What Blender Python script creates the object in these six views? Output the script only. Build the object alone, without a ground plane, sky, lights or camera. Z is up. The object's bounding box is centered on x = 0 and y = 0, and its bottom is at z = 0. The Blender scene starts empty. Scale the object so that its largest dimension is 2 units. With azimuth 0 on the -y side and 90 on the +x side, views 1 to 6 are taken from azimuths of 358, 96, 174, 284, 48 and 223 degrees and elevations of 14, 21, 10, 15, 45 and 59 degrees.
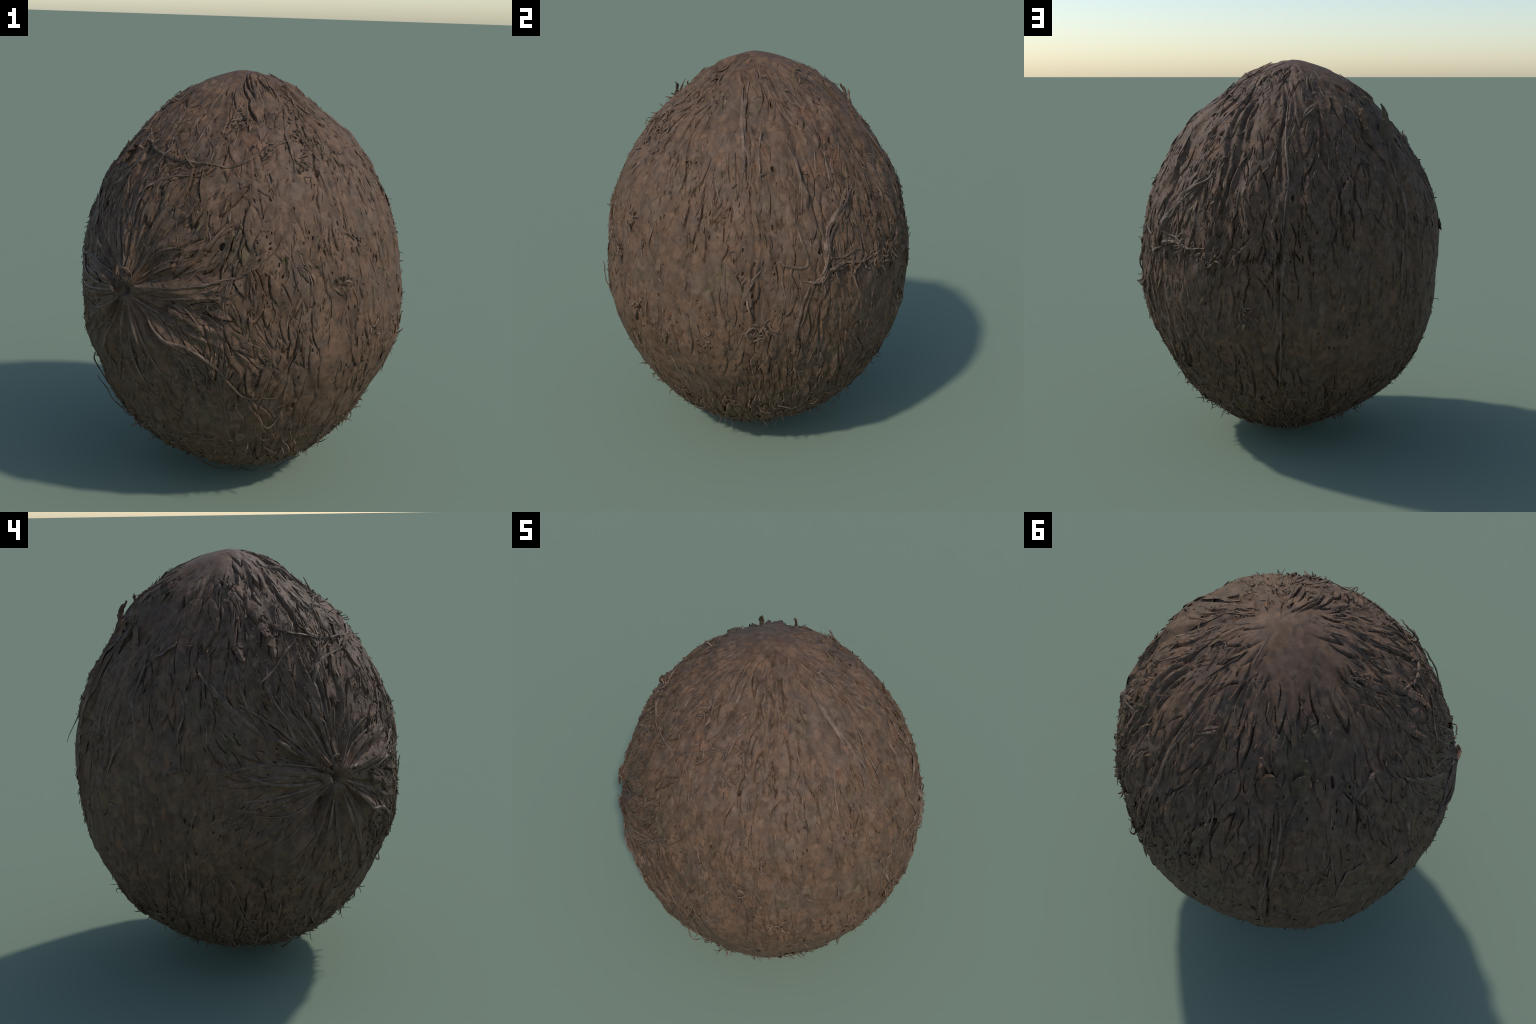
"""A dehusked coconut standing on its blunt end: an egg shaped husk with a
pointed crown, fibres that run from the crown to the base and also radiate from
a stalk scar on one side, torn flakes, loose strands and curly hairs."""
import bpy, math
import numpy as np
from mathutils import kdtree

rng = np.random.default_rng(7)
CENTRE = np.array([0.0, 0.0, 0.98])
UP = np.array([0.0, 0.0, 1.0])


def unit(v):
    return v / np.maximum(np.linalg.norm(v, axis=-1, keepdims=True), 1e-9)


def dot(a, b):
    return np.sum(a * b, axis=-1)


def smooth(x, lo, hi):
    t = np.clip((x - lo) / (hi - lo), 0, 1)
    return t * t * (3 - 2 * t)


# ------------------------------------------------------------------ noise
def lattice(ix, iy, iz, seed):
    h = (ix.astype(np.uint32) * np.uint32(374761393) + iy.astype(np.uint32) * np.uint32(668265263)
         + iz.astype(np.uint32) * np.uint32(2147483647) + np.uint32(seed * 974711 + 17))
    h = (h ^ (h >> np.uint32(13))) * np.uint32(1274126177)
    h = h ^ (h >> np.uint32(16))
    return h.astype(np.float32) * np.float32(2.0 / 4294967295.0) - np.float32(1)


def noise(p, scale, seed=0):
    q = (p * scale).astype(np.float32) + np.float32(512.5)
    i = np.floor(q).astype(np.int32)
    f = q - i
    f = f * f * (3 - 2 * f)
    x, y, z = i[..., 0], i[..., 1], i[..., 2]
    fx, fy, fz = f[..., 0], f[..., 1], f[..., 2]
    out = 0
    for dz, wz in ((0, 1 - fz), (1, fz)):
        for dy, wy in ((0, 1 - fy), (1, fy)):
            a = lattice(x, y + dy, z + dz, seed)
            b = lattice(x + 1, y + dy, z + dz, seed)
            out = out + (a + (b - a) * fx) * wy * wz
    return out


# ------------------------------------------------------------------ overall form
# radius from the centre at every 10 degrees from the crown down to the base
PROFILE = [1.022, 0.9920, 0.9360, 0.8950, 0.8587, 0.8332, 0.8196, 0.8106, 0.8025, 0.7965,
           0.7970, 0.8064, 0.8243, 0.8485, 0.8771, 0.9060, 0.9310, 0.9440, 0.9420]


def spline_table(values, fine=40):
    v = np.array(values)
    m = np.gradient(v)
    m[0] = m[-1] = 0
    t = np.linspace(0, 1, fine, endpoint=False)
    h = [2*t**3 - 3*t**2 + 1, t**3 - 2*t**2 + t, -2*t**3 + 3*t**2, t**3 - t**2]
    rows = [h[0]*v[k] + h[1]*m[k] + h[2]*v[k+1] + h[3]*m[k+1] for k in range(len(v) - 1)]
    return np.append(np.concatenate(rows), v[-1])


TABLE = spline_table(PROFILE)


# broad swellings and hollows: azimuth, height, spread in azimuth and height, size
SWELL = [(300, 1.05, 50, 0.30, -0.014), (217, 0.74, 25, 0.16, 0.020), (240, 1.68, 38, 0.16, 0.021),
         (160, 0.90, 28, 0.26, -0.017), (82, 1.12, 30, 0.20, -0.008), (15, 1.50, 25, 0.15, 0.004),
         (225, 1.12, 45, 0.05, 0.006), (130, 1.12, 28, 0.25, -0.006), (345, 1.25, 20, 0.3, -0.004),
         (265, 0.72, 35, 0.22, 0.012), (340, 0.68, 30, 0.25, 0.014), (75, 0.62, 45, 0.20, 0.012),
         (172, 0.50, 25, 0.14, 0.010), (120, 0.12, 50, 0.10, -0.018), (212, 0.29, 42, 0.09, 0.018), (215, 0.08, 60, 0.06, -0.012), (310, 0.15, 60, 0.12, 0.010),
         (95, 1.60, 60, 0.20, -0.006), (170, 1.84, 70, 0.12, 0.024), (5, 1.86, 60, 0.10, -0.012), (262, 1.84, 70, 0.10, -0.020),
         (184, 0.60, 18, 0.10, -0.006), (176, 0.46, 18, 0.08, 0.008), (165, 0.20, 40, 0.10, -0.012), (155, 0.68, 20, 0.15, 0.010), (348, 0.45, 26, 0.13, -0.017), (38, 0.30, 22, 0.10, 0.008), (225, 0.88, 35, 0.13, 0.014), (100, 0.82, 35, 0.17, 0.010),
         (335, 0.82, 40, 0.14, 0.010), (175, 0.72, 40, 0.15, 0.004), (300, 0.80, 20, 0.12, 0.008),
         (200, 1.55, 40, 0.15, 0.008), (346, 0.95, 18, 0.13, 0.012),
         (126, 1.44, 7, 0.16, 0.017), (144, 1.48, 8, 0.14, 0.015), (48, 1.22, 15, 0.25, -0.007),
         (12, 1.68, 40, 0.18, 0.012), (325, 1.64, 24, 0.16, 0.012), (185, 1.48, 25, 0.12, 0.008)]


def body_radius(u):
    theta = np.arccos(np.clip(u[..., 2], -1, 1))
    phi = np.arctan2(u[..., 1], u[..., 0])
    s = np.sin(theta)
    r = np.interp(theta, np.linspace(0, np.pi, len(TABLE)), TABLE)
    lean = np.where(u[..., 2] > 0.5, 0.022 * smooth(u[..., 2], 0.55, 0.9), -0.014 * smooth(-u[..., 2], -0.1, 0.7))
    r = r + s * np.sin(phi) * lean
    r = r + 0.0095 * s * s * np.cos(2 * phi + 0.93)
    r = r + 0.0055 * s ** 3 * np.cos(3 * phi - 2.4)
    z = CENTRE[2] + r * u[..., 2]
    az = np.degrees(phi)
    for a, h, da, dh, size in SWELL:
        turn = (az - a + 180) % 360 - 180
        r = r + size * np.exp(-(turn / da) ** 2 - ((z - h) / dh) ** 2)
    return r - 0.006 * np.exp(-((z - 1.05) / 0.4) ** 2)


# ------------------------------------------------------------------ fibre direction
SCAR = unit(np.array([-0.523, -0.588, 0.077]))


def scar_angle(u):
    return np.arccos(np.clip(dot(u, SCAR), -1, 1))


def flow(u):
    """Unit tangent along the fibres: down from the crown, radiating near the scar."""
    m = unit(u * u[..., 2:3] - UP)
    e = np.cross(u, m)
    b = SCAR - u * dot(u, SCAR)[..., None]
    beta = np.arctan2(-dot(b, e), -dot(b, m))
    ang = scar_angle(u)
    w = np.exp(-(ang / 0.72) ** 2)
    tangle = np.exp(-((ang - 0.85) / 0.3) ** 2) * smooth(-u[..., 1], 0.2, 0.6)
    a = 0.5 * np.arctan2(w * np.sin(2 * beta), w * np.cos(2 * beta) + (1 - w))
    a = a + (0.20 * noise(u, 3.5, 3) + 0.13 * noise(u, 9, 4)) * (0.35 + 0.65 * smooth(ang, 0.1, 0.5)) + 1.1 * tangle * noise(u, 12, 5)
    return m * np.cos(a)[..., None] + e * np.sin(a)[..., None]


def march(u, d, step):
    return unit(u + d * (step / 0.85))


def streaks(u, d, scale, reach, n, seed):
    """Noise smeared along the fibres: makes ridges that follow them."""
    tot = 0
    for k in np.linspace(-reach, reach, n):
        tot = tot + noise(march(u, d, k), scale, seed) * (1 - 0.6 * abs(k) / reach)
    return tot / math.sqrt(n)


# ------------------------------------------------------------------ husk mesh
def sphere_mesh(n):
    """Cube sphere: welded directions and quads."""
    t = np.tan(np.linspace(-math.pi / 4, math.pi / 4, n + 1))
    a, b = np.meshgrid(t, t, indexing='ij')
    one = np.ones_like(a)
    sides = [(one, a, b), (-one, b, a), (b, one, a), (a, -one, b), (a, b, one), (b, a, -one)]
    pts, quads = [], []
    i, j = np.meshgrid(np.arange(n), np.arange(n), indexing='ij')
    for k, sd in enumerate(sides):
        pts.append(np.stack(sd, -1).reshape(-1, 3))
        q = (i * (n + 1) + j).ravel() + k * (n + 1) ** 2
        quads.append(np.stack([q, q + n + 1, q + n + 2, q + 1], -1))
    pts, quads = np.concatenate(pts), np.concatenate(quads)
    key = np.round(pts * 1e6).astype(np.int64)
    key = key[:, 0] * 4000003 * 4000037 + key[:, 1] * 4000003 + key[:, 2]
    _, first, inv = np.unique(key, return_index=True, return_inverse=True)
    return unit(pts[first]), inv.ravel()[quads]


def quad_mesh(name, verts, quads, is_smooth=True):
    me = bpy.data.meshes.new(name)
    me.vertices.add(len(verts))
    me.vertices.foreach_set('co', np.asarray(verts, np.float32).ravel())
    me.loops.add(quads.size)
    me.loops.foreach_set('vertex_index', quads.astype(np.int32).ravel())
    me.polygons.add(len(quads))
    me.polygons.foreach_set('loop_start', np.arange(0, quads.size, 4, dtype=np.int32))
    me.polygons.foreach_set('use_smooth', np.full(len(quads), is_smooth))
    me.update(calc_edges=True)
    return me


U, QUADS = sphere_mesh(350)
R0 = body_radius(U)
D = flow(U)
ANG = scar_angle(U)
AZ = np.degrees(np.arctan2(U[:, 1], U[:, 0])) % 360

tree = kdtree.KDTree(len(U))
for k, p in enumerate(U.tolist()):
    tree.insert(p, k)
tree.balance()


def direction(az, z, frac=None):
    """Unit direction to the surface point at an azimuth (degrees) and height."""
    a = math.radians(az)
    el = np.linspace(-1.5707, 1.5707, 721)
    c = np.stack([np.cos(el) * math.cos(a), np.cos(el) * math.sin(a), np.sin(el)], -1)
    h = CENTRE[2] + c[:, 2] * body_radius(c)
    return c[np.argmin(abs(h - z))]


def sphere_points(n):
    return unit(rng.normal(size=(n, 3)))


# --- ridges along the fibres
def turn_mask(az, spread):
    return np.exp(-(((AZ - az + 180) % 360 - 180) / spread) ** 2)


def ridged(x):
    return 0.5 - 2 * np.abs(x)


Z0 = CENTRE[2] + U[:, 2] * R0
PEAK = unit(np.array([-0.02, 0.01, 1.0]))
crown = np.exp(-(((U @ unit(np.array([-0.09, 0.07, 1.0]))) - 1) / 0.019) ** 2)                    # smooth bare crown patch
back = smooth(U[:, 1], -0.15, 0.45) * smooth(U[:, 2], -0.35, 0.2)
near_scar = np.exp(-(ANG / 0.55) ** 2)
left_up = turn_mask(225, 40) * smooth(U[:, 2], 0.1, 0.5)
# torn zones and bare zones
ROUGH = 0.75 + 0.75 * noise(U, 2.6, 10) + 0.35 * noise(U, 6, 15)
ROUGH += 0.45 * turn_mask(70, 45) * np.exp(-((Z0 - 1.25) / 0.35) ** 2) + 0.4 * left_up + 0.3 * np.exp(-((Z0 - 0.25) / 0.25) ** 2)
ROUGH -= 0.35 * turn_mask(160, 40) * np.exp(-((Z0 - 0.9) / 0.5) ** 2) + 0.25 * turn_mask(320, 35) * np.exp(-((Z0 - 1.1) / 0.4) ** 2)
ROUGH = np.clip(ROUGH, 0.38, 1.5)

# ribs that run unbroken from the crown towards the base
sway = 0.10 * noise(U, 3, 16) + 0.03 * noise(U, 11, 17)
phi = np.arctan2(U[:, 1], U[:, 0]) + sway
st = np.sqrt(1 - U[:, 2] ** 2)
ring = np.stack([np.cos(phi), np.sin(phi), 0.16 * U[:, 2]], -1)
fade = smooth(st, 0.06, 0.45) * (1 - smooth(-U[:, 2], 0.55, 0.95))
ribs = ridged(noise(ring, 6.5, 18)) * 0.013 + ridged(noise(ring, 15, 19)) * 0.007
top_rays = smooth(U[:, 2], 0.6, 0.9) * smooth(st, 0.09, 0.28)
RELIEF = ribs * np.maximum(fade * (0.35 + 0.75 * back), 0.6 * top_rays) * (1 - near_scar)
# rays out of the stalk scar
f1 = unit(np.cross(SCAR, UP))
f2 = np.cross(f1, SCAR)
psi = np.arctan2(dot(U, f2), dot(U, f1)) + 1.2 * sway
star = np.stack([np.cos(psi), np.sin(psi), 0.35 * ANG], -1)
rays = 0.005 + ridged(noise(star, 3.5, 22)) * 0.013 + ridged(noise(star, 8, 23)) * 0.010
RELIEF += rays * np.exp(-((ANG - 0.25) / 0.33) ** 2) * smooth(ANG, 0.015, 0.12) * 1.25
RELIEF += 0.016 * np.exp(-((ANG - 0.07) / 0.05) ** 2) - 0.03 * np.exp(-(ANG / 0.022) ** 2)
# a raised band of strands to either side of the scar
RELIEF += 0.016 * np.exp(-((Z0 - 1.08 - 0.08 * (ANG - 0.2) * np.sign(AZ - 228)) / 0.035) ** 2) * np.exp(-((ANG - 0.3) / 0.28) ** 2)
# shallow hollows beside the crown, deep cracks and seams down the sides
RELIEF -= 0.020 * np.exp(-((AZ - 262) / 22) ** 2 - ((U[:, 2] - 0.982) / 0.010) ** 2)
RELIEF -= 0.022 * np.exp(-((AZ - 305) / 12) ** 2 - ((U[:, 2] - 0.985) / 0.008) ** 2)
for az0, z_lo, z_hi, depth in ((128.5, 0.80, 1.62, 0.020), (79, 0.2, 1.85, 0.010), (3, 0.75, 1.9, 0.009), (172, 0.45, 0.75, 0.009),
                               (100, 1.1, 1.8, 0.010), (58, 1.2, 1.85, 0.010), (28, 0.7, 1.6, 0.008), (226, 1.15, 1.95, 0.012)):
    off = ((AZ - az0 + 3.0 * noise(U, 5, 24) + 180) % 360 - 180) * np.pi / 180 * st * 0.8
    span = (0.45 + 0.55 * smooth(noise(U, 9, 25), -0.35, 0.2)) * smooth(Z0, z_lo, z_lo + 0.08) * (1 - smooth(Z0, z_hi - 0.08, z_hi))
    RELIEF += span * depth * (0.7 * np.exp(-((np.abs(off) - 0.016) / 0.009) ** 2) - np.exp(-(off / 0.007) ** 2))
for az0, wide, size in ((265, 10, 0.014), (290, 9, 0.012), (318, 8, -0.012), (345, 12, 0.010), (20, 9, -0.010), (60, 10, 0.012), (90, 9, 0.010), (200, 12, -0.008)):
    RELIEF += size * turn_mask(az0, wide) * np.exp(-((st - 0.22) / 0.16) ** 2)
RELIEF += 0.004 * np.exp(-(np.arccos(np.clip(U @ PEAK, -1, 1)) / 0.06) ** 2) + 0.010 * noise(U, 9, 26) * smooth(U[:, 2], 0.9, 0.97)
RELIEF += 0.008 * noise(U, 5, 11)
RELIEF += ROUGH * (0.0028 + 0.002 * back + 0.002 * left_up) * streaks(U, D, 22, 0.16, 11, 12)
RELIEF += (0.0014 + 0.0008 * back + 0.0025 * near_scar) * streaks(U, D, 58, 0.07, 9, 13)
RELIEF += 0.0008 * noise(U, 40, 14)

# --- torn plates: each rises slowly from a rooted side to a free edge, then drops
N_PLATE = 4000
pu = sphere_points(N_PLATE)
pd = flow(pu)
PLATE = np.zeros(len(U))
GROOVE = np.zeros(len(U))
clump = noise(pu, 5, 21)
for k in range(N_PLATE):
    big = rng.random() ** 2.2
    a = 0.022 + 0.095 * big
    b = 0.008 + 0.026 * big * rng.uniform(0.5, 1)
    hgt = (0.004 + 0.010 * big * rng.uniform(0.5, 1.1)) * ROUGH[tree.find(pu[k].tolist())[1]] * (1 + 0.3 * clump[k])
    ids = [h[1] for h in tree.find_range(pu[k].tolist(), (a * 1.15 + 0.006) / 0.85)]
    if len(ids) < 4:
        continue
    ids = np.array(ids)
    tw = rng.normal(0, 0.15)
    e = np.cross(pu[k], pd[k])
    d1 = pd[k] * math.cos(tw) + e * math.sin(tw)
    e1 = np.cross(pu[k], d1)
    off = (U[ids] - pu[k]) * 0.85
    s, t = off @ d1 / a, off @ e1 / b
    t = t + 0.5 * (s * s - 0.4) * rng.normal(0, 0.5)
    tilt = rng.choice([0, 0.5, 1.2, 1.57, -0.5, -1.2, -1.57]) + rng.normal(0, 0.2) + (math.pi if rng.random() < 0.3 else 0)
    ramp = np.clip(0.5 + 0.5 * (s * math.cos(tilt) + t * math.sin(tilt)), 0, 1.2)
    dist = np.abs(s) ** 1.3 + np.abs(t) ** 1.5
    soft = min(0.4, 0.0038 / b)
    inside = 1 - smooth(dist, 1 - soft, 1 + 0.2 * soft)
    PLATE[ids] = np.maximum(PLATE[ids], hgt * ramp * inside)
    rim = np.exp(-((dist - 1.13) / 0.12) ** 2) * np.clip(ramp - 0.55, 0, 1) * 2
    GROOVE[ids] = np.maximum(GROOVE[ids], rim * (hgt * 0.9 + 0.002) * min(1.2, 0.25 + ROUGH[ids].mean()) * (PLATE[ids] < 0.5 * hgt))
calm = 1 - 0.85 * crown
RELIEF = RELIEF * calm + (PLATE - GROOVE) * calm

# --- pits and holes
HOLES = [(262, 1.30), (247, 1.04), (302, 1.59), (289, 0.55), (231, 1.37), (19, 1.82), (14, 1.57), (27, 1.20),
         (84, 1.36), (46, 1.65), (223, 0.96), (337, 1.82), (319, 0.88), (153, 1.64), (128, 1.63), (226, 1.10)]
pits = [(direction(a, z), rng.uniform(0.007, 0.011), 0.026) for a, z in HOLES]
pits += [(u, rng.uniform(0.0018, 0.0036), rng.uniform(0.008, 0.016)) for u in sphere_points(900) if u[2] < 0.8 and noise(u[None], 4, 31)[0] + rng.uniform(-0.4, 0.4) > -0.05]
for u, r, depth in pits:
    ids = np.array([h[1] for h in tree.find_range(u.tolist(), 4.2 * r)])
    if len(ids) < 2:
        continue
    d = flow(u[None])[0]
    off = (U[ids] - u) * 0.85
    q = np.sqrt((off @ d / ((1.6 if r > 0.008 else 4.0) * r)) ** 2 + (off @ np.cross(u, d) / r) ** 2)
    RELIEF[ids] -= depth * (1 - smooth(q + 0.45 * noise(U[ids], 70, 33) + 0.35 * noise(U[ids], 25, 34), 0.6, 1.0))

RELIEF -= 0.006
R = R0 + RELIEF
fine_mesh = quad_mesh('husk', CENTRE + U * R[:, None], QUADS)
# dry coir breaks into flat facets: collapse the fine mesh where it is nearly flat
helper = bpy.data.objects.new('helper', fine_mesh)
bpy.context.scene.collection.objects.link(helper)
facet = helper.modifiers.new('facet', 'DECIMATE')
facet.ratio = 0.22
husk_mesh = bpy.data.meshes.new_from_object(helper.evaluated_get(bpy.context.evaluated_depsgraph_get()))
husk_mesh.name = 'husk'
husk_mesh.set_sharp_from_angle(angle=math.radians(42))
bpy.data.objects.remove(helper)
bpy.data.meshes.remove(fine_mesh)


# ------------------------------------------------------------------ fibres
def surface(u, lift):
    """Points on the built husk, smoothed along each path, raised by lift."""
    flat = u.reshape(-1, 3)
    rel = np.array([RELIEF[tree.find(p)[1]] for p in flat.tolist()]).reshape(u.shape[:-1])
    k = np.pad(rel, ((0, 0), (1, 1)), mode='edge')
    rel = np.maximum((k[:, :-2] + 2 * k[:, 1:-1] + k[:, 2:]) / 4, rel - 0.002)
    return CENTRE + u * (body_radius(u) + rel + lift)[..., None]


def normals(u):
    h = 0.01
    t1 = unit(np.cross(u, UP + 1e-4))
    t2 = np.cross(u, t1)
    f = lambda v: unit(v) * body_radius(unit(v))[..., None]
    return unit(np.cross(f(u + h * t1) - f(u - h * t1), f(u + h * t2) - f(u - h * t2)))


def trace(seeds, length, n, wander, seed, cross=0.0):
    """Follow the fibre direction from each seed; returns (M, n, 3) directions."""
    u = seeds.copy()
    d = flow(u)
    d *= rng.choice([-1, 1], len(u))[:, None]
    out = [u]
    turn = rng.normal(0, wander, len(u))
    start = rng.normal(0, 1, len(u)) * cross
    for k in range(n - 1):
        f = flow(u)
        f *= np.sign(dot(f, d) + 1e-9)[:, None]
        a = start + turn * (k / n) + rng.normal(0, wander * 0.45, len(u))
        f = f * np.cos(a)[:, None] + np.cross(u, f) * np.sin(a)[:, None]
        d = f if k == 0 else unit(0.55 * f + 0.45 * d)
        u = march(u, d, length / (n - 1))
        out.append(u)
    return np.stack(out, 1)


def ribbons(path, normal, width, thick, roll=None):
    """Closed flattened tubes. path/normal (M,n,3), width/thick (M,n)."""
    tan = unit(np.gradient(path, axis=1))
    side = unit(np.cross(tan, normal))
    nor = np.cross(side, tan)
    if roll is not None:
        c, s = np.cos(roll)[..., None], np.sin(roll)[..., None]
        side, nor = side * c + nor * s, nor * c - side * s
    w, h = width[..., None] / 2, thick[..., None] / 2
    ring = np.stack([path - side * w, path + nor * h, path + side * w, path - nor * h], 2)
    m, n = path.shape[:2]
    verts = ring.reshape(m, n * 4, 3)
    quads = []
    for k in range(n - 1):
        for j in range(4):
            quads.append([k*4 + j, k*4 + (j + 1) % 4, (k + 1)*4 + (j + 1) % 4, (k + 1)*4 + j])
    quads.append([3, 2, 1, 0])
    quads.append([(n - 1)*4 + j for j in range(4)])
    return verts, np.array(quads)


def joined(name, groups):
    vs, qs, base = [], [], 0
    for v, q in groups:
        m, n = v.shape[:2]
        vs.append(v.reshape(-1, 3))
        qs.append((q[None] + (np.arange(m) * n)[:, None, None]).reshape(-1, 4) + base)
        base += m * n
    return quad_mesh(name, np.concatenate(vs), np.concatenate(qs), False)


def taper(m, n, tip, root=0.35):
    s = np.linspace(0, 1, n)
    prof = np.minimum(1, root + (1 - root) * s / 0.25) * np.minimum(1, tip + (1 - tip) * (1 - s) / 0.45)
    return np.tile(prof, (m, 1))


def spread(n, scale, seed, low, z_lo=-1, z_hi=1):
    """Seeds clustered by noise."""
    u = sphere_points(n * 4)
    rough = np.array([ROUGH[tree.find(p)[1]] for p in u.tolist()])
    keep = (noise(u, scale, seed) + 1.4 * (rough - 0.8) + rng.uniform(-0.7, 0.7, len(u)) > low) & (u[:, 2] > z_lo) & (u[:, 2] < z_hi) & (u @ unit(np.array([-0.09, 0.07, 1.0])) < 0.962)
    return u[keep][:n]


# --- husk flakes: short, wide, one end torn up
def make_flakes(n):
    seeds = spread(n, 6, 41, 0.0)
    m, k = len(seeds), 6
    size = rng.random(m) ** 2.5
    length = (0.022 + 0.095 * size)[:, None]
    u = trace(seeds, length, k, 0.25, 0, cross=0.25)
    s = np.linspace(0, 1, k)[None]
    lift = -0.003 + (0.004 + 0.014 * rng.random((m, 1)) ** 1.5) * s ** 1.6 - 0.004 * (1 - s) ** 2
    p = surface(u, lift)
    w = taper(m, k, 0.10, 0.5) * (0.006 + 0.022 * size * rng.uniform(0.4, 1, m))[:, None] * rng.uniform(0.75, 1.25, (m, k))
    th = np.full((m, k), 0.0030)
    roll = rng.normal(0, 0.35, (m, 1)) + rng.normal(0, 0.3, (m, 1)) * s
    return ribbons(p, normals(u), w, th, roll), length[:, 0] * w.max(1)


# --- thin fibres lying on the surface
def make_fibres(n, lo, hi, w_lo, w_hi, k, lift_hi, seed, cross=0.3, wander=0.35):
    seeds = spread(n, 5, seed, 0.05)
    m = len(seeds)
    length = (lo + (hi - lo) * rng.random(m) ** 2)[:, None]
    u = trace(seeds, length, k, wander, 0, cross=cross)
    s = np.linspace(0, 1, k)[None]
    wave = np.sin(s * rng.uniform(3, 9, (m, 1)) + rng.uniform(0, 6, (m, 1)))
    lift = -0.0005 + 0.002 * wave + lift_hi * rng.random((m, 1)) ** 3 * s ** 2
    p = surface(u, lift)
    w = taper(m, k, 0.25) * rng.uniform(w_lo, w_hi, (m, 1))
    return ribbons(p, normals(u), w, w * 0.55 + 0.0006, rng.normal(0, 0.5, (m, 1)) * np.ones((1, k))), length[:, 0]


# --- curls that stand off the surface
def make_hairs(seeds, lo, hi, w_lo, w_hi, lift_hi, k=9, curl=1.1, scatter=1.0):
    m = len(seeds)
    length = rng.uniform(lo, hi, (m, 1))
    n0 = normals(seeds)
    d = flow(seeds) * rng.choice([-1, 1], m)[:, None]
    e = np.cross(n0, d)
    a = rng.normal(0, scatter, m)[:, None]
    t = unit(d * np.cos(a) + e * np.sin(a) + n0 * rng.uniform(0.05, lift_hi, (m, 1)))
    axis = unit(rng.normal(size=(m, 3)) + 0.4 * n0)
    p = surface(seeds[:, None], np.full((m, 1), -0.003))[:, 0]
    pts = [p]
    rate = rng.normal(0, curl, (m, 1))
    for _ in range(k - 1):
        ang = rate / (k - 1) * rng.uniform(0.2, 2, (m, 1)) * 1.6
        t = unit(t + np.cross(axis, t) * ang + rng.normal(0, 0.10, (m, 3)))
        p = p + t * length / (k - 1)
        # stay outside the husk and above the ground
        v = p - CENTRE
        r = np.linalg.norm(v, axis=-1)
        floor = body_radius(v / r[:, None]) + 0.001
        ceiling = floor + np.where(p[:, 2] > 0.5, 0.022, 0.06)
        p = CENTRE + v * np.clip(1, floor / r, ceiling / r)[:, None]
        p[:, 2] = np.maximum(p[:, 2], 0.004)
        pts.append(p)
    p = np.stack(pts, 1)
    w = taper(m, k, 0.3, 0.8) * rng.uniform(w_lo, w_hi, (m, 1))
    return ribbons(p, np.repeat(n0[:, None], k, 1), w, w * 0.6 + 0.0006), length[:, 0]


def low_seeds(n, z_hi):
    u = sphere_points(n * 12)
    u = u[(u[:, 2] < z_hi) & (noise(u, 7, 61) > -0.3)]
    return u[:n]


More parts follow.
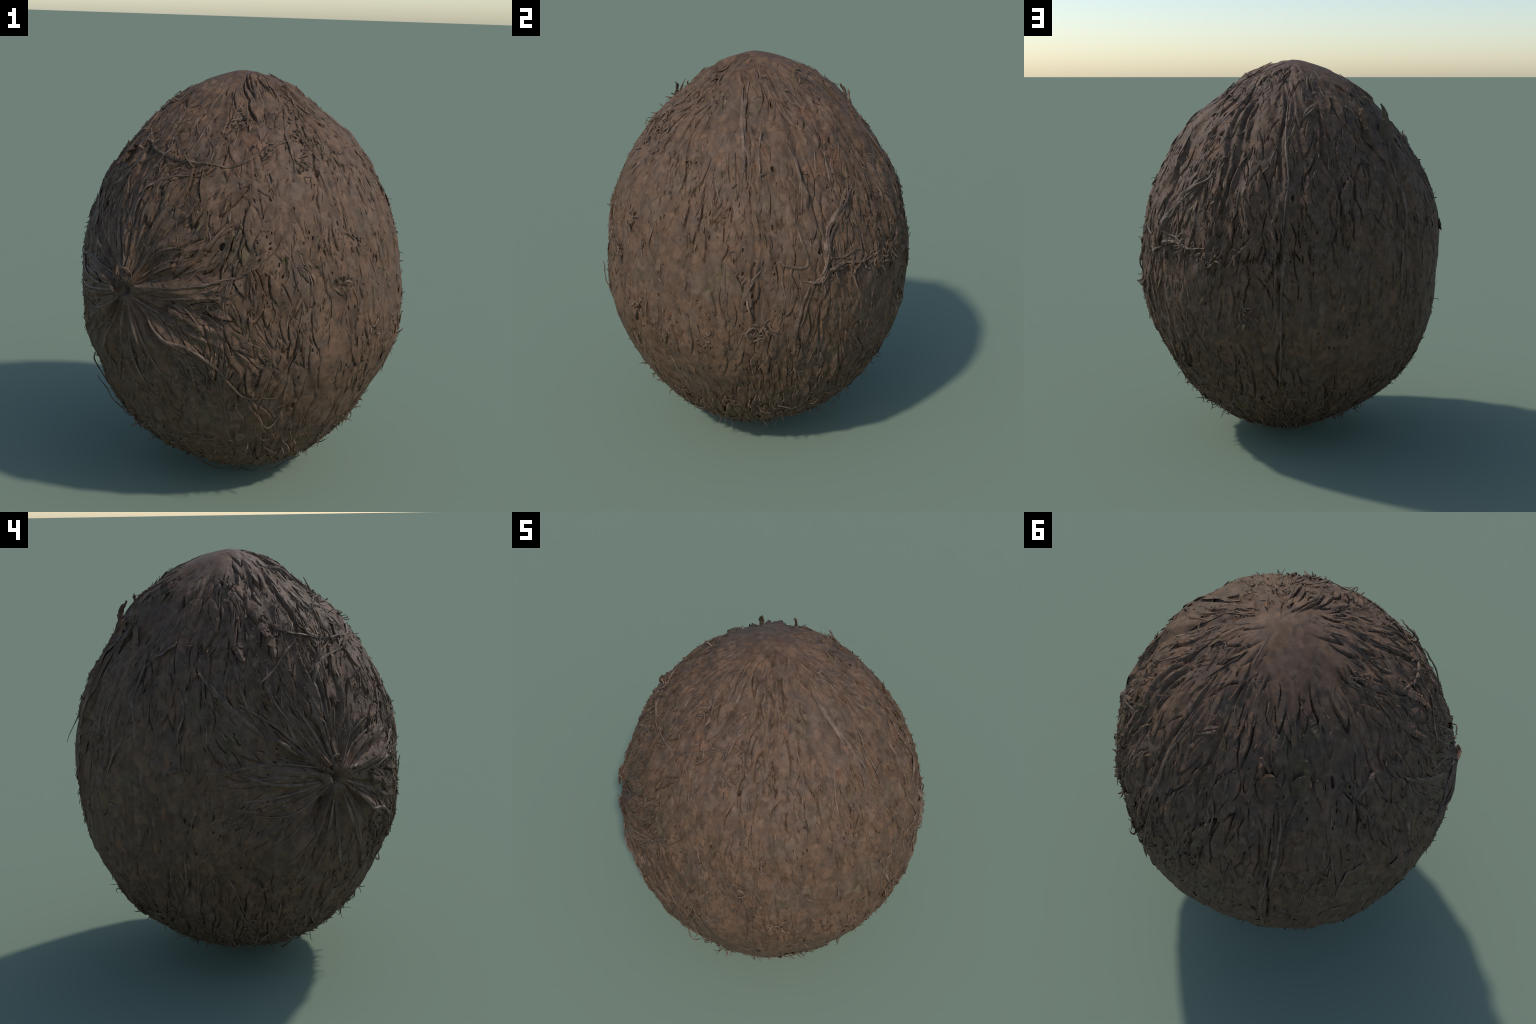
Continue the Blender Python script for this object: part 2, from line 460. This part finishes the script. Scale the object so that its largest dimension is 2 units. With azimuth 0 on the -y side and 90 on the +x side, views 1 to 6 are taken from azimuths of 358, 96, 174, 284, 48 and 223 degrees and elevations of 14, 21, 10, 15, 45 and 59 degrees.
# --- placed strands: (azimuth in degrees, height) along each, and a width
STRANDS = [
    (0.009, [(287, 0.96), (288, 0.87), (286, 0.78), (285, 0.66), (285, 0.54), (283, 0.46)]),
    (0.008, [(303, 1.85), (294, 1.77), (292, 1.72), (291, 1.64)]),
    (0.008, [(292, 1.72), (277, 1.68), (266, 1.63), (258, 1.62), (244, 1.62), (234, 1.60), (231, 1.54)]),
    (0.010, [(204, 1.73), (218, 1.67), (232, 1.63), (241, 1.62), (248, 1.64)]),
    (0.014, [(233, 1.06), (246, 1.10), (259, 1.14), (270, 1.18)]),
    (0.011, [(236, 1.03), (247, 1.06), (258, 1.08)]),
    (0.013, [(236, 0.99), (244, 0.88), (252, 0.85), (260, 0.78), (267, 0.67), (273, 0.62), (282, 0.62)]),
    (0.016, [(227, 1.30), (226, 1.45), (232, 1.54), (247, 1.58)]),
    (0.007, [(225, 0.75), (221, 0.63), (214, 0.54)]),
    (0.024, [(44, 1.44), (39, 1.38), (32, 1.29), (29, 1.20), (28, 1.11), (26, 1.06), (20, 1.07)]),
    (0.015, [(46, 1.46), (42, 1.38), (35, 1.29), (31, 1.21), (29, 1.12), (24, 1.00), (20, 0.86)]),
    (0.016, [(24, 1.06), (30, 1.10), (37, 1.12), (44, 1.10), (52, 1.11)]),
    (0.009, [(30, 1.17), (37, 1.15), (42, 1.17), (47, 1.13), (44, 1.10)]),
    (0.014, [(23, 1.05), (20, 0.95), (18, 0.86), (18, 0.75), (18, 0.65)]),
    (0.009, [(19, 1.36), (21, 1.28), (23, 1.18), (22, 1.14), (15, 1.16), (11, 1.23)]),
    (0.008, [(10, 1.72), (8, 1.62), (8, 1.51)]),
    (0.010, [(21, 1.66), (23, 1.58), (24, 1.47), (22, 1.38)]),
    (0.018, [(1, 1.90), (359, 1.80), (360, 1.69), (363, 1.61), (362, 1.48)]),
    (0.012, [(7, 1.14), (3, 1.08), (2, 0.99), (4, 0.90)]),
    (0.010, [(9, 0.90), (5, 0.84), (1, 0.81)]),
    (0.009, [(82, 1.80), (82, 1.60), (83, 1.46), (82, 1.32), (81, 1.21)]),
    (0.010, [(82, 1.24), (81, 1.02), (80, 0.83), (80, 0.62), (78, 0.39), (73, 0.13)]),
    (0.012, [(51, 1.47), (42, 1.39), (34, 1.31), (31, 1.23), (31, 1.16)]),
    (0.012, [(127, 1.13), (126, 1.04), (126, 0.84)]),
    (0.022, [(182, 1.51), (188, 1.44), (192, 1.39), (199, 1.31), (204, 1.24)]),
    (0.016, [(176, 1.45), (178, 1.35), (177, 1.25), (178, 1.12)]),
    (0.009, [(160, 1.26), (155, 1.21), (152, 1.14), (149, 1.04)]),
    (0.013, [(208, 1.24), (212, 1.20), (215, 1.16)]),
    (0.010, [(179, 1.10), (192, 1.12), (202, 1.14), (214, 1.13), (227, 1.08)]),
    (0.012, [(178, 0.73), (177, 0.56), (174, 0.48)]),
    (0.009, [(182, 0.71), (181, 0.50)]),
    (0.009, [(145, 0.86), (150, 0.93), (157, 0.94)]),
    (0.009, [(298, 1.78), (292, 1.75), (291, 1.67), (290, 1.60)]),
    (0.016, [(356, 1.87), (359, 1.78), (361, 1.68), (361, 1.58), (360, 1.51), (359, 1.42)]),
    (0.009, [(204, 1.46), (214, 1.55), (228, 1.66)]),
    (0.010, [(182, 1.52), (190, 1.43), (195, 1.39)]),
    (0.012, [(143, 1.66), (137, 1.56), (133, 1.46)]),
    (0.009, [(157, 1.25), (152, 1.16), (149, 1.03)]),
    (0.012, [(128, 1.56), (129, 1.48), (129, 1.37), (127, 1.15), (126, 0.86)]),
    (0.012, [(131, 1.60), (132, 1.48), (131, 1.37), (130, 1.20), (129, 1.0)]),
]
# loose ends standing clear of the husk: (azimuth, height, stand-off)
LOOSE = [
    (0.007, [(192, 0.62, 0.0), (194, 0.59, 0.028), (196, 0.50, 0.012), (199, 0.39, 0.0)]),
    (0.006, [(195, 0.52, 0.041), (198, 0.41, 0.026), (201, 0.34, 0.015), (203, 0.30, 0.0)]),
    (0.006, [(329, 0.28, 0.0), (332, 0.34, 0.012), (333, 0.36, 0.044)]),
    (0.006, [(298, 0.12, 0.0), (302, 0.08, 0.045), (309, 0.11, 0.028), (317, 0.15, 0.024)]),
    (0.006, [(287, 0.98, 0.029), (289, 0.90, 0.022), (290, 0.81, 0.007), (291, 0.74, 0.0)]),
    (0.008, [(268, 1.83, 0.044), (269, 1.80, 0.02), (269, 1.78, 0.0)]),
    (0.016, [(98, 1.77, 0.022), (94, 1.75, 0.01), (90, 1.72, 0.0)]),
    (0.009, [(136, 0.14, 0.0), (118, 0.07, 0.019), (92, 0.09, 0.012), (80, 0.12, 0.0)]),
    (0.006, [(114, 1.34, 0.0), (116, 1.27, 0.006), (118, 1.22, 0.014), (121, 1.12, 0.056)]),
    (0.006, [(276, 0.53, 0.0), (279, 0.48, 0.038), (282, 0.47, 0.02), (284, 0.48, 0.0)]),
    (0.016, [(234, 1.09, 0.030), (240, 1.09, 0.010), (246, 1.09, 0.0)]),
    (0.011, [(246, 1.60, 0.0), (239, 1.65, 0.035), (234, 1.69, 0.068), (234, 1.71, 0.082), (236, 1.72, 0.088)]),
    (0.008, [(234, 1.685, 0.064), (236, 1.72, 0.078), (239, 1.735, 0.080), (242, 1.745, 0.078)]),
    (0.007, [(236, 1.67, 0.050), (232, 1.60, 0.050), (227, 1.52, 0.032), (218, 1.44, 0.0)]),
    (0.011, [(99, 1.76, 0.050), (97, 1.75, 0.030), (92, 1.73, 0.008), (88, 1.71, 0.0)]),
    (0.007, [(262, 0.10, 0.0), (270, 0.06, 0.030), (280, 0.05, 0.040), (292, 0.07, 0.030)]),
    (0.007, [(235, 0.16, 0.0), (240, 0.11, 0.030), (248, 0.08, 0.045), (258, 0.08, 0.030)]),
    (0.018, [(171, 1.62, 0.022), (166, 1.59, 0.008), (160, 1.56, 0.0)]),
    (0.024, [(225, 1.04, 0.028), (222, 1.07, 0.016), (216, 1.10, 0.0)]),
    (0.007, [(231, 1.11, 0.0), (229, 1.15, 0.022), (226, 1.14, 0.026), (227, 1.10, 0.008)]),
]
# wide flaps peeled off the husk: (width, path with stand-off)
FLAPS = [
    (0.024, [(123, 1.735, 0.062), (123, 1.70, 0.046), (124, 1.66, 0.022), (125, 1.58, 0.002), (126, 1.50, -0.002)]),
    (0.055, [(126, 1.685, 0.022), (126, 1.65, 0.018), (127, 1.58, 0.002), (128, 1.50, -0.003)]),
    (0.024, [(142, 1.73, 0.064), (142, 1.695, 0.046), (141, 1.66, 0.022), (139, 1.59, 0.002), (137, 1.51, -0.002)]),
    (0.052, [(140, 1.68, 0.022), (140, 1.65, 0.018), (138, 1.58, 0.002), (136, 1.50, -0.003)]),
    (0.024, [(146, 1.665, 0.042), (147, 1.63, 0.022), (148, 1.58, 0.002), (148, 1.53, -0.002)]),
    (0.050, [(168, 1.145, 0.012), (173, 1.135, 0.004), (179, 1.125, 0.0)]),
    (0.034, [(147, 1.85, 0.0), (148, 1.82, 0.004), (150, 1.79, 0.012)]),
    (0.040, [(203, 1.66, 0.0), (203, 1.62, 0.006), (204, 1.57, 0.016)]),
    (0.036, [(208, 1.72, 0.0), (209, 1.68, 0.006), (209, 1.64, 0.014)]),
    (0.030, [(213, 1.65, 0.0), (212, 1.61, 0.006), (211, 1.56, 0.012)]),
    (0.034, [(197, 1.63, 0.0), (197, 1.60, 0.004), (199, 1.55, 0.013)]),
    (0.030, [(236, 1.09, 0.022), (242, 1.10, 0.012), (250, 1.11, 0.0)]),
]
# tufts of short curls, and the row of torn ends along the waist seam
TUFTS = [(57, 1.09), (3, 0.82), (300, 1.73), (347, 0.79), (68, 0.80), (66, 0.77), (64, 0.53), (27, 1.07), (33, 1.10),
         (41, 1.10), (49, 1.09), (55, 1.08), (64, 1.09), (192, 1.85), (216, 1.69), (301, 1.67), (262, 1.78), (69, 1.91),
         (268, 1.80), (264, 1.80), (7, 0.86), (319, 0.88), (355, 0.35), (295, 1.62), (311, 1.30), (278, 1.70), (305, 1.12)]


def placed(ctrl, n, clear=None):
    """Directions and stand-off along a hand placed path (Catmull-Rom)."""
    u = np.array([direction(c[0] % 360, c[1]) for c in ctrl])
    lift = np.array([c[2] if len(c) > 2 else 0.0 for c in ctrl])
    data = np.concatenate([u, lift[:, None]], 1)
    ext = np.concatenate([[2*data[0] - data[1]], data, [2*data[-1] - data[-2]]])
    out = []
    for x in np.linspace(0, len(data) - 1 - 1e-6, n):
        i, t = int(x), x - int(x)
        a, b, c, d = ext[i:i + 4]
        out.append(0.5 * (2*b + (c - a)*t + (2*a - 5*b + 4*c - d)*t*t + (3*b - a - 3*c + d)*t**3))
    out = np.array(out)
    return unit(out[:, :3]), out[:, 3]


def scar_ray(psi, start, length, bend):
    path = []
    for k in range(9):
        t = k / 8
        ang = start + length * t
        a = psi + bend * t * t
        u = SCAR * math.cos(ang) + (f1 * math.cos(a) + f2 * math.sin(a)) * math.sin(ang)
        path.append(u)
    return np.array(path)


def build_placed(width, ctrl, loose, raised=0.0045):
    n = 6 + 5 * (len(ctrl) - 1)
    u, lift = placed(ctrl, n)
    wob = np.cumsum(rng.normal(0, 0.0016, (n, 3)), 0)
    u = unit(u + wob * (0.5 if loose else 1))
    nor = normals(u)[None]
    if loose:
        p = surface(u[None], lift[None] - 0.001)
    else:
        p = surface(u[None], (raised + 0.0040 * np.sin(np.linspace(0, 3.0 * len(ctrl), n) + width * 900))[None])
    w = taper(1, n, 0.3, 0.4) * width * 1.5 * rng.uniform(0.7, 1.15, (1, n))
    th = np.minimum(w * 0.6, 0.010) + 0.001
    roll = np.cumsum(rng.normal(0, 0.16, (1, n)), 1)
    return ribbons(p, nor, w, th, roll)


# ------------------------------------------------------------------ materials
def fibrous(name, tones, patch, fine, rough, tint=0.0, seed=0.0, island=0.0):
    """Brown plant fibre: soft patches of several tones, fine streaky grain."""
    m = bpy.data.materials.new(name)
    m.use_nodes = True
    nt = m.node_tree
    for n in list(nt.nodes):
        nt.nodes.remove(n)

    def node(kind, **props):
        n = nt.nodes.new(kind)
        for k, v in props.items():
            if k in n.inputs:
                n.inputs[k].default_value = v
            else:
                setattr(n, k, v)
        return n

    out = node('ShaderNodeOutputMaterial')
    bsdf = node('ShaderNodeBsdfPrincipled', Roughness=rough)
    bsdf.inputs['Specular IOR Level'].default_value = 0.32
    tc = node('ShaderNodeTexCoord')
    mp = node('ShaderNodeMapping')
    mp.inputs['Location'].default_value = (seed, seed * 1.7, -seed)
    nt.links.new(tc.outputs['Object'], mp.inputs['Vector'])
    warp = node('ShaderNodeTexNoise', Scale=14.0, Detail=2.0)
    nt.links.new(mp.outputs[0], warp.inputs['Vector'])
    add = node('ShaderNodeVectorMath', operation='MULTIPLY_ADD')
    add.inputs[1].default_value = (0.10, 0.10, 0.10)
    nt.links.new(warp.outputs['Color'], add.inputs[0])
    nt.links.new(mp.outputs[0], add.inputs[2])
    # broad patches
    n1 = node('ShaderNodeTexNoise', Scale=patch, Detail=4.0, Roughness=0.62)
    nt.links.new(add.outputs[0], n1.inputs['Vector'])
    ramp = node('ShaderNodeValToRGB')
    el = ramp.color_ramp.elements
    while len(el) < len(tones):
        el.new(0.5)
    for i, c in enumerate(tones):
        el[i].position = 0.30 + 0.40 * i / (len(tones) - 1)
        el[i].color = (*c, 1)
    nt.links.new(n1.outputs['Fac'], ramp.inputs['Fac'])
    # small patches with their own value
    vo = node('ShaderNodeTexVoronoi', Scale=26.0)
    vo.feature = 'SMOOTH_F1'
    vo.inputs['Smoothness'].default_value = 0.6
    st = node('ShaderNodeMapping')
    st.inputs['Scale'].default_value = (1.3, 1.3, 0.7)
    nt.links.new(add.outputs[0], st.inputs['Vector'])
    nt.links.new(st.outputs[0], vo.inputs['Vector'])
    sep = node('ShaderNodeSeparateColor')
    nt.links.new(vo.outputs['Color'], sep.inputs[0])
    val = node('ShaderNodeMapRange')
    val.inputs['To Min'].default_value = 0.72
    val.inputs['To Max'].default_value = 1.25
    nt.links.new(sep.outputs[0], val.inputs['Value'])
    n2 = node('ShaderNodeTexNoise', Scale=fine, Detail=5.0, Roughness=0.65)
    nt.links.new(mp.outputs[0], n2.inputs['Vector'])
    val2 = node('ShaderNodeMapRange')
    val2.inputs['From Min'].default_value = 0.25
    val2.inputs['From Max'].default_value = 0.75
    val2.inputs['To Min'].default_value = 0.68
    val2.inputs['To Max'].default_value = 1.32
    nt.links.new(n2.outputs['Fac'], val2.inputs['Value'])
    mul = node('ShaderNodeMath', operation='MULTIPLY')
    nt.links.new(val.outputs[0], mul.inputs[0])
    nt.links.new(val2.outputs[0], mul.inputs[1])
    if tint:
        info = node('ShaderNodeObjectInfo')
        v3 = node('ShaderNodeMapRange')
        v3.inputs['To Min'].default_value = 1 - tint
        v3.inputs['To Max'].default_value = 1 + tint
        nt.links.new(info.outputs['Random'], v3.inputs['Value'])
        mul2 = node('ShaderNodeMath', operation='MULTIPLY')
        nt.links.new(mul.outputs[0], mul2.inputs[0])
        nt.links.new(v3.outputs[0], mul2.inputs[1])
        mul = mul2
    if island:
        geo = node('ShaderNodeNewGeometry')
        own = node('ShaderNodeMapRange')
        own.inputs['To Min'].default_value = 1 - island
        own.inputs['To Max'].default_value = 1 + island
        nt.links.new(geo.outputs['Random Per Island'], own.inputs['Value'])
        mul3 = node('ShaderNodeMath', operation='MULTIPLY')
        nt.links.new(mul.outputs[0], mul3.inputs[0])
        nt.links.new(own.outputs[0], mul3.inputs[1])
        mul = mul3
        mix = node('ShaderNodeMath', operation='MULTIPLY_ADD')
        mix.inputs[1].default_value = 0.35
        nt.links.new(geo.outputs['Random Per Island'], mix.inputs[0])
        half = node('ShaderNodeMath', operation='MULTIPLY_ADD')
        half.inputs[1].default_value = 0.8
        half.inputs[2].default_value = -0.08
        nt.links.new(n1.outputs['Fac'], half.inputs[0])
        nt.links.new(half.outputs[0], mix.inputs[2])
        nt.links.new(mix.outputs[0], ramp.inputs['Fac'])
    col = node('ShaderNodeVectorMath', operation='SCALE')
    nt.links.new(ramp.outputs['Color'], col.inputs[0])
    nt.links.new(mul.outputs[0], col.inputs['Scale'])
    nt.links.new(col.outputs[0], bsdf.inputs['Base Color'])
    bump = node('ShaderNodeBump', Strength=0.35, Distance=0.003)
    n3 = node('ShaderNodeTexNoise', Scale=120.0, Detail=3.0)
    nt.links.new(mp.outputs[0], n3.inputs['Vector'])
    nt.links.new(n3.outputs['Fac'], bump.inputs['Height'])
    nt.links.new(bump.outputs[0], bsdf.inputs['Normal'])
    nt.links.new(bsdf.outputs[0], out.inputs[0])
    return m


OLIVE = (0.097, 0.066, 0.033)
GREY = (0.103, 0.065, 0.043)
BROWN = (0.118, 0.065, 0.036)
RUST = (0.138, 0.070, 0.038)
husk_mat = fibrous('coir_husk', [OLIVE, GREY, BROWN, GREY, RUST], 4.0, 34.0, 0.72)
flake_mat = fibrous('torn_flake', [GREY, BROWN, OLIVE, RUST], 9.0, 40.0, 0.66, 0.0, 3.0, island=0.22)
strand_mat = fibrous('dry_strand', [BROWN, (0.155, 0.100, 0.068), GREY, (0.145, 0.086, 0.052)], 12.0, 60.0, 0.62, 0.0, 5.0, island=0.3)

# ------------------------------------------------------------------ assemble
scene = bpy.context.scene
root = bpy.data.objects.new('coconut', None)
scene.collection.objects.link(root)
root['label'] = 'Brown fibrous coconut standing upright with torn husk flakes'
root['category'] = 'coconut'


def part(name, mesh, mat, parent=root):
    mesh.materials.append(mat)
    o = bpy.data.objects.new(name, mesh)
    o.parent = parent
    scene.collection.objects.link(o)
    return o


husk = part('husk', husk_mesh, husk_mat)


def split_named(name, made, size, count, mat):
    """The largest become objects of their own; the others are returned."""
    verts, quads = made
    order = np.argsort(-size)
    for k in order[:count]:
        part(name, quad_mesh(name, verts[k], quads, False), mat, husk)
    return verts[order[count:]], quads


flakes, area = make_flakes(4200)
rest_flakes = split_named('husk_flake', flakes, area, 293, flake_mat)
for w, c in FLAPS:
    v, q = build_placed(w, c, True)
    part('husk_flake', quad_mesh('husk_flake', v[0], q, False), husk_mat, husk)

for w, c in STRANDS:
    v, q = build_placed(w, c, False)
    part('fibre_strand', quad_mesh('fibre_strand', v[0], q, False), strand_mat, husk)
for k in range(34):
    psi = k / 34 * 2 * math.pi + rng.normal(0, 0.12)
    level = abs(math.sin(psi))
    ray = scar_ray(psi, rng.uniform(0.05, 0.16), rng.uniform(0.18, 0.60) * (1.35 - 0.45 * level), rng.normal(0.1, 0.22))[None]
    wd = taper(1, 9, 0.25, 0.5) * rng.uniform(0.009, 0.022) * rng.uniform(0.75, 1.2, (1, 9))
    v, q = ribbons(surface(ray, (0.001 + 0.004 * np.sin(np.linspace(0, 4, 9) + k))[None]), normals(ray), wd, np.minimum(wd * 0.7, 0.012), np.cumsum(rng.normal(0, 0.15, (1, 9)), 1))
    part('fibre_strand', quad_mesh('fibre_strand', v[0], q, False), strand_mat, husk)
strands, lens = make_fibres(420, 0.10, 0.30, 0.005, 0.013, 11, 0.010, 71, cross=0.15, wander=0.22)
rest_strands = split_named('fibre_strand', strands, lens, 266 - len(STRANDS), strand_mat)

for w, c in LOOSE:
    v, q = build_placed(w, c, True)
    part('loose_hair', quad_mesh('loose_hair', v[0], q, False), strand_mat, husk)
hairs, hlen = make_hairs(low_seeds(420, -0.66), 0.02, 0.085, 0.004, 0.0085, 0.45, curl=1.8)
rest_hairs = split_named('loose_hair', hairs, hlen, 180, strand_mat)
tuft_seeds = np.concatenate([unit(np.repeat(direction(a, z)[None], 10, 0) + rng.normal(0, 0.024, (10, 3))) for a, z in TUFTS])
tufts, tlen = make_hairs(tuft_seeds, 0.02, 0.085, 0.005, 0.012, 0.35, curl=1.8, scatter=0.55)
all_round, _ = make_hairs(spread(300, 6, 81, 0.1), 0.02, 0.05, 0.004, 0.008, 0.4, k=6)

fine, _ = make_fibres(1200, 0.03, 0.14, 0.003, 0.007, 8, 0.012, 91, cross=0.35, wander=0.4)
fuzz = part('fibre_fuzz', joined('fibre_fuzz', [rest_strands, rest_hairs, tufts, all_round, fine]), strand_mat, husk)
fuzz['kind'] = 'stuff'
bits = part('flake_litter', joined('flake_litter', [rest_flakes]), flake_mat, husk)
bits['kind'] = 'stuff'
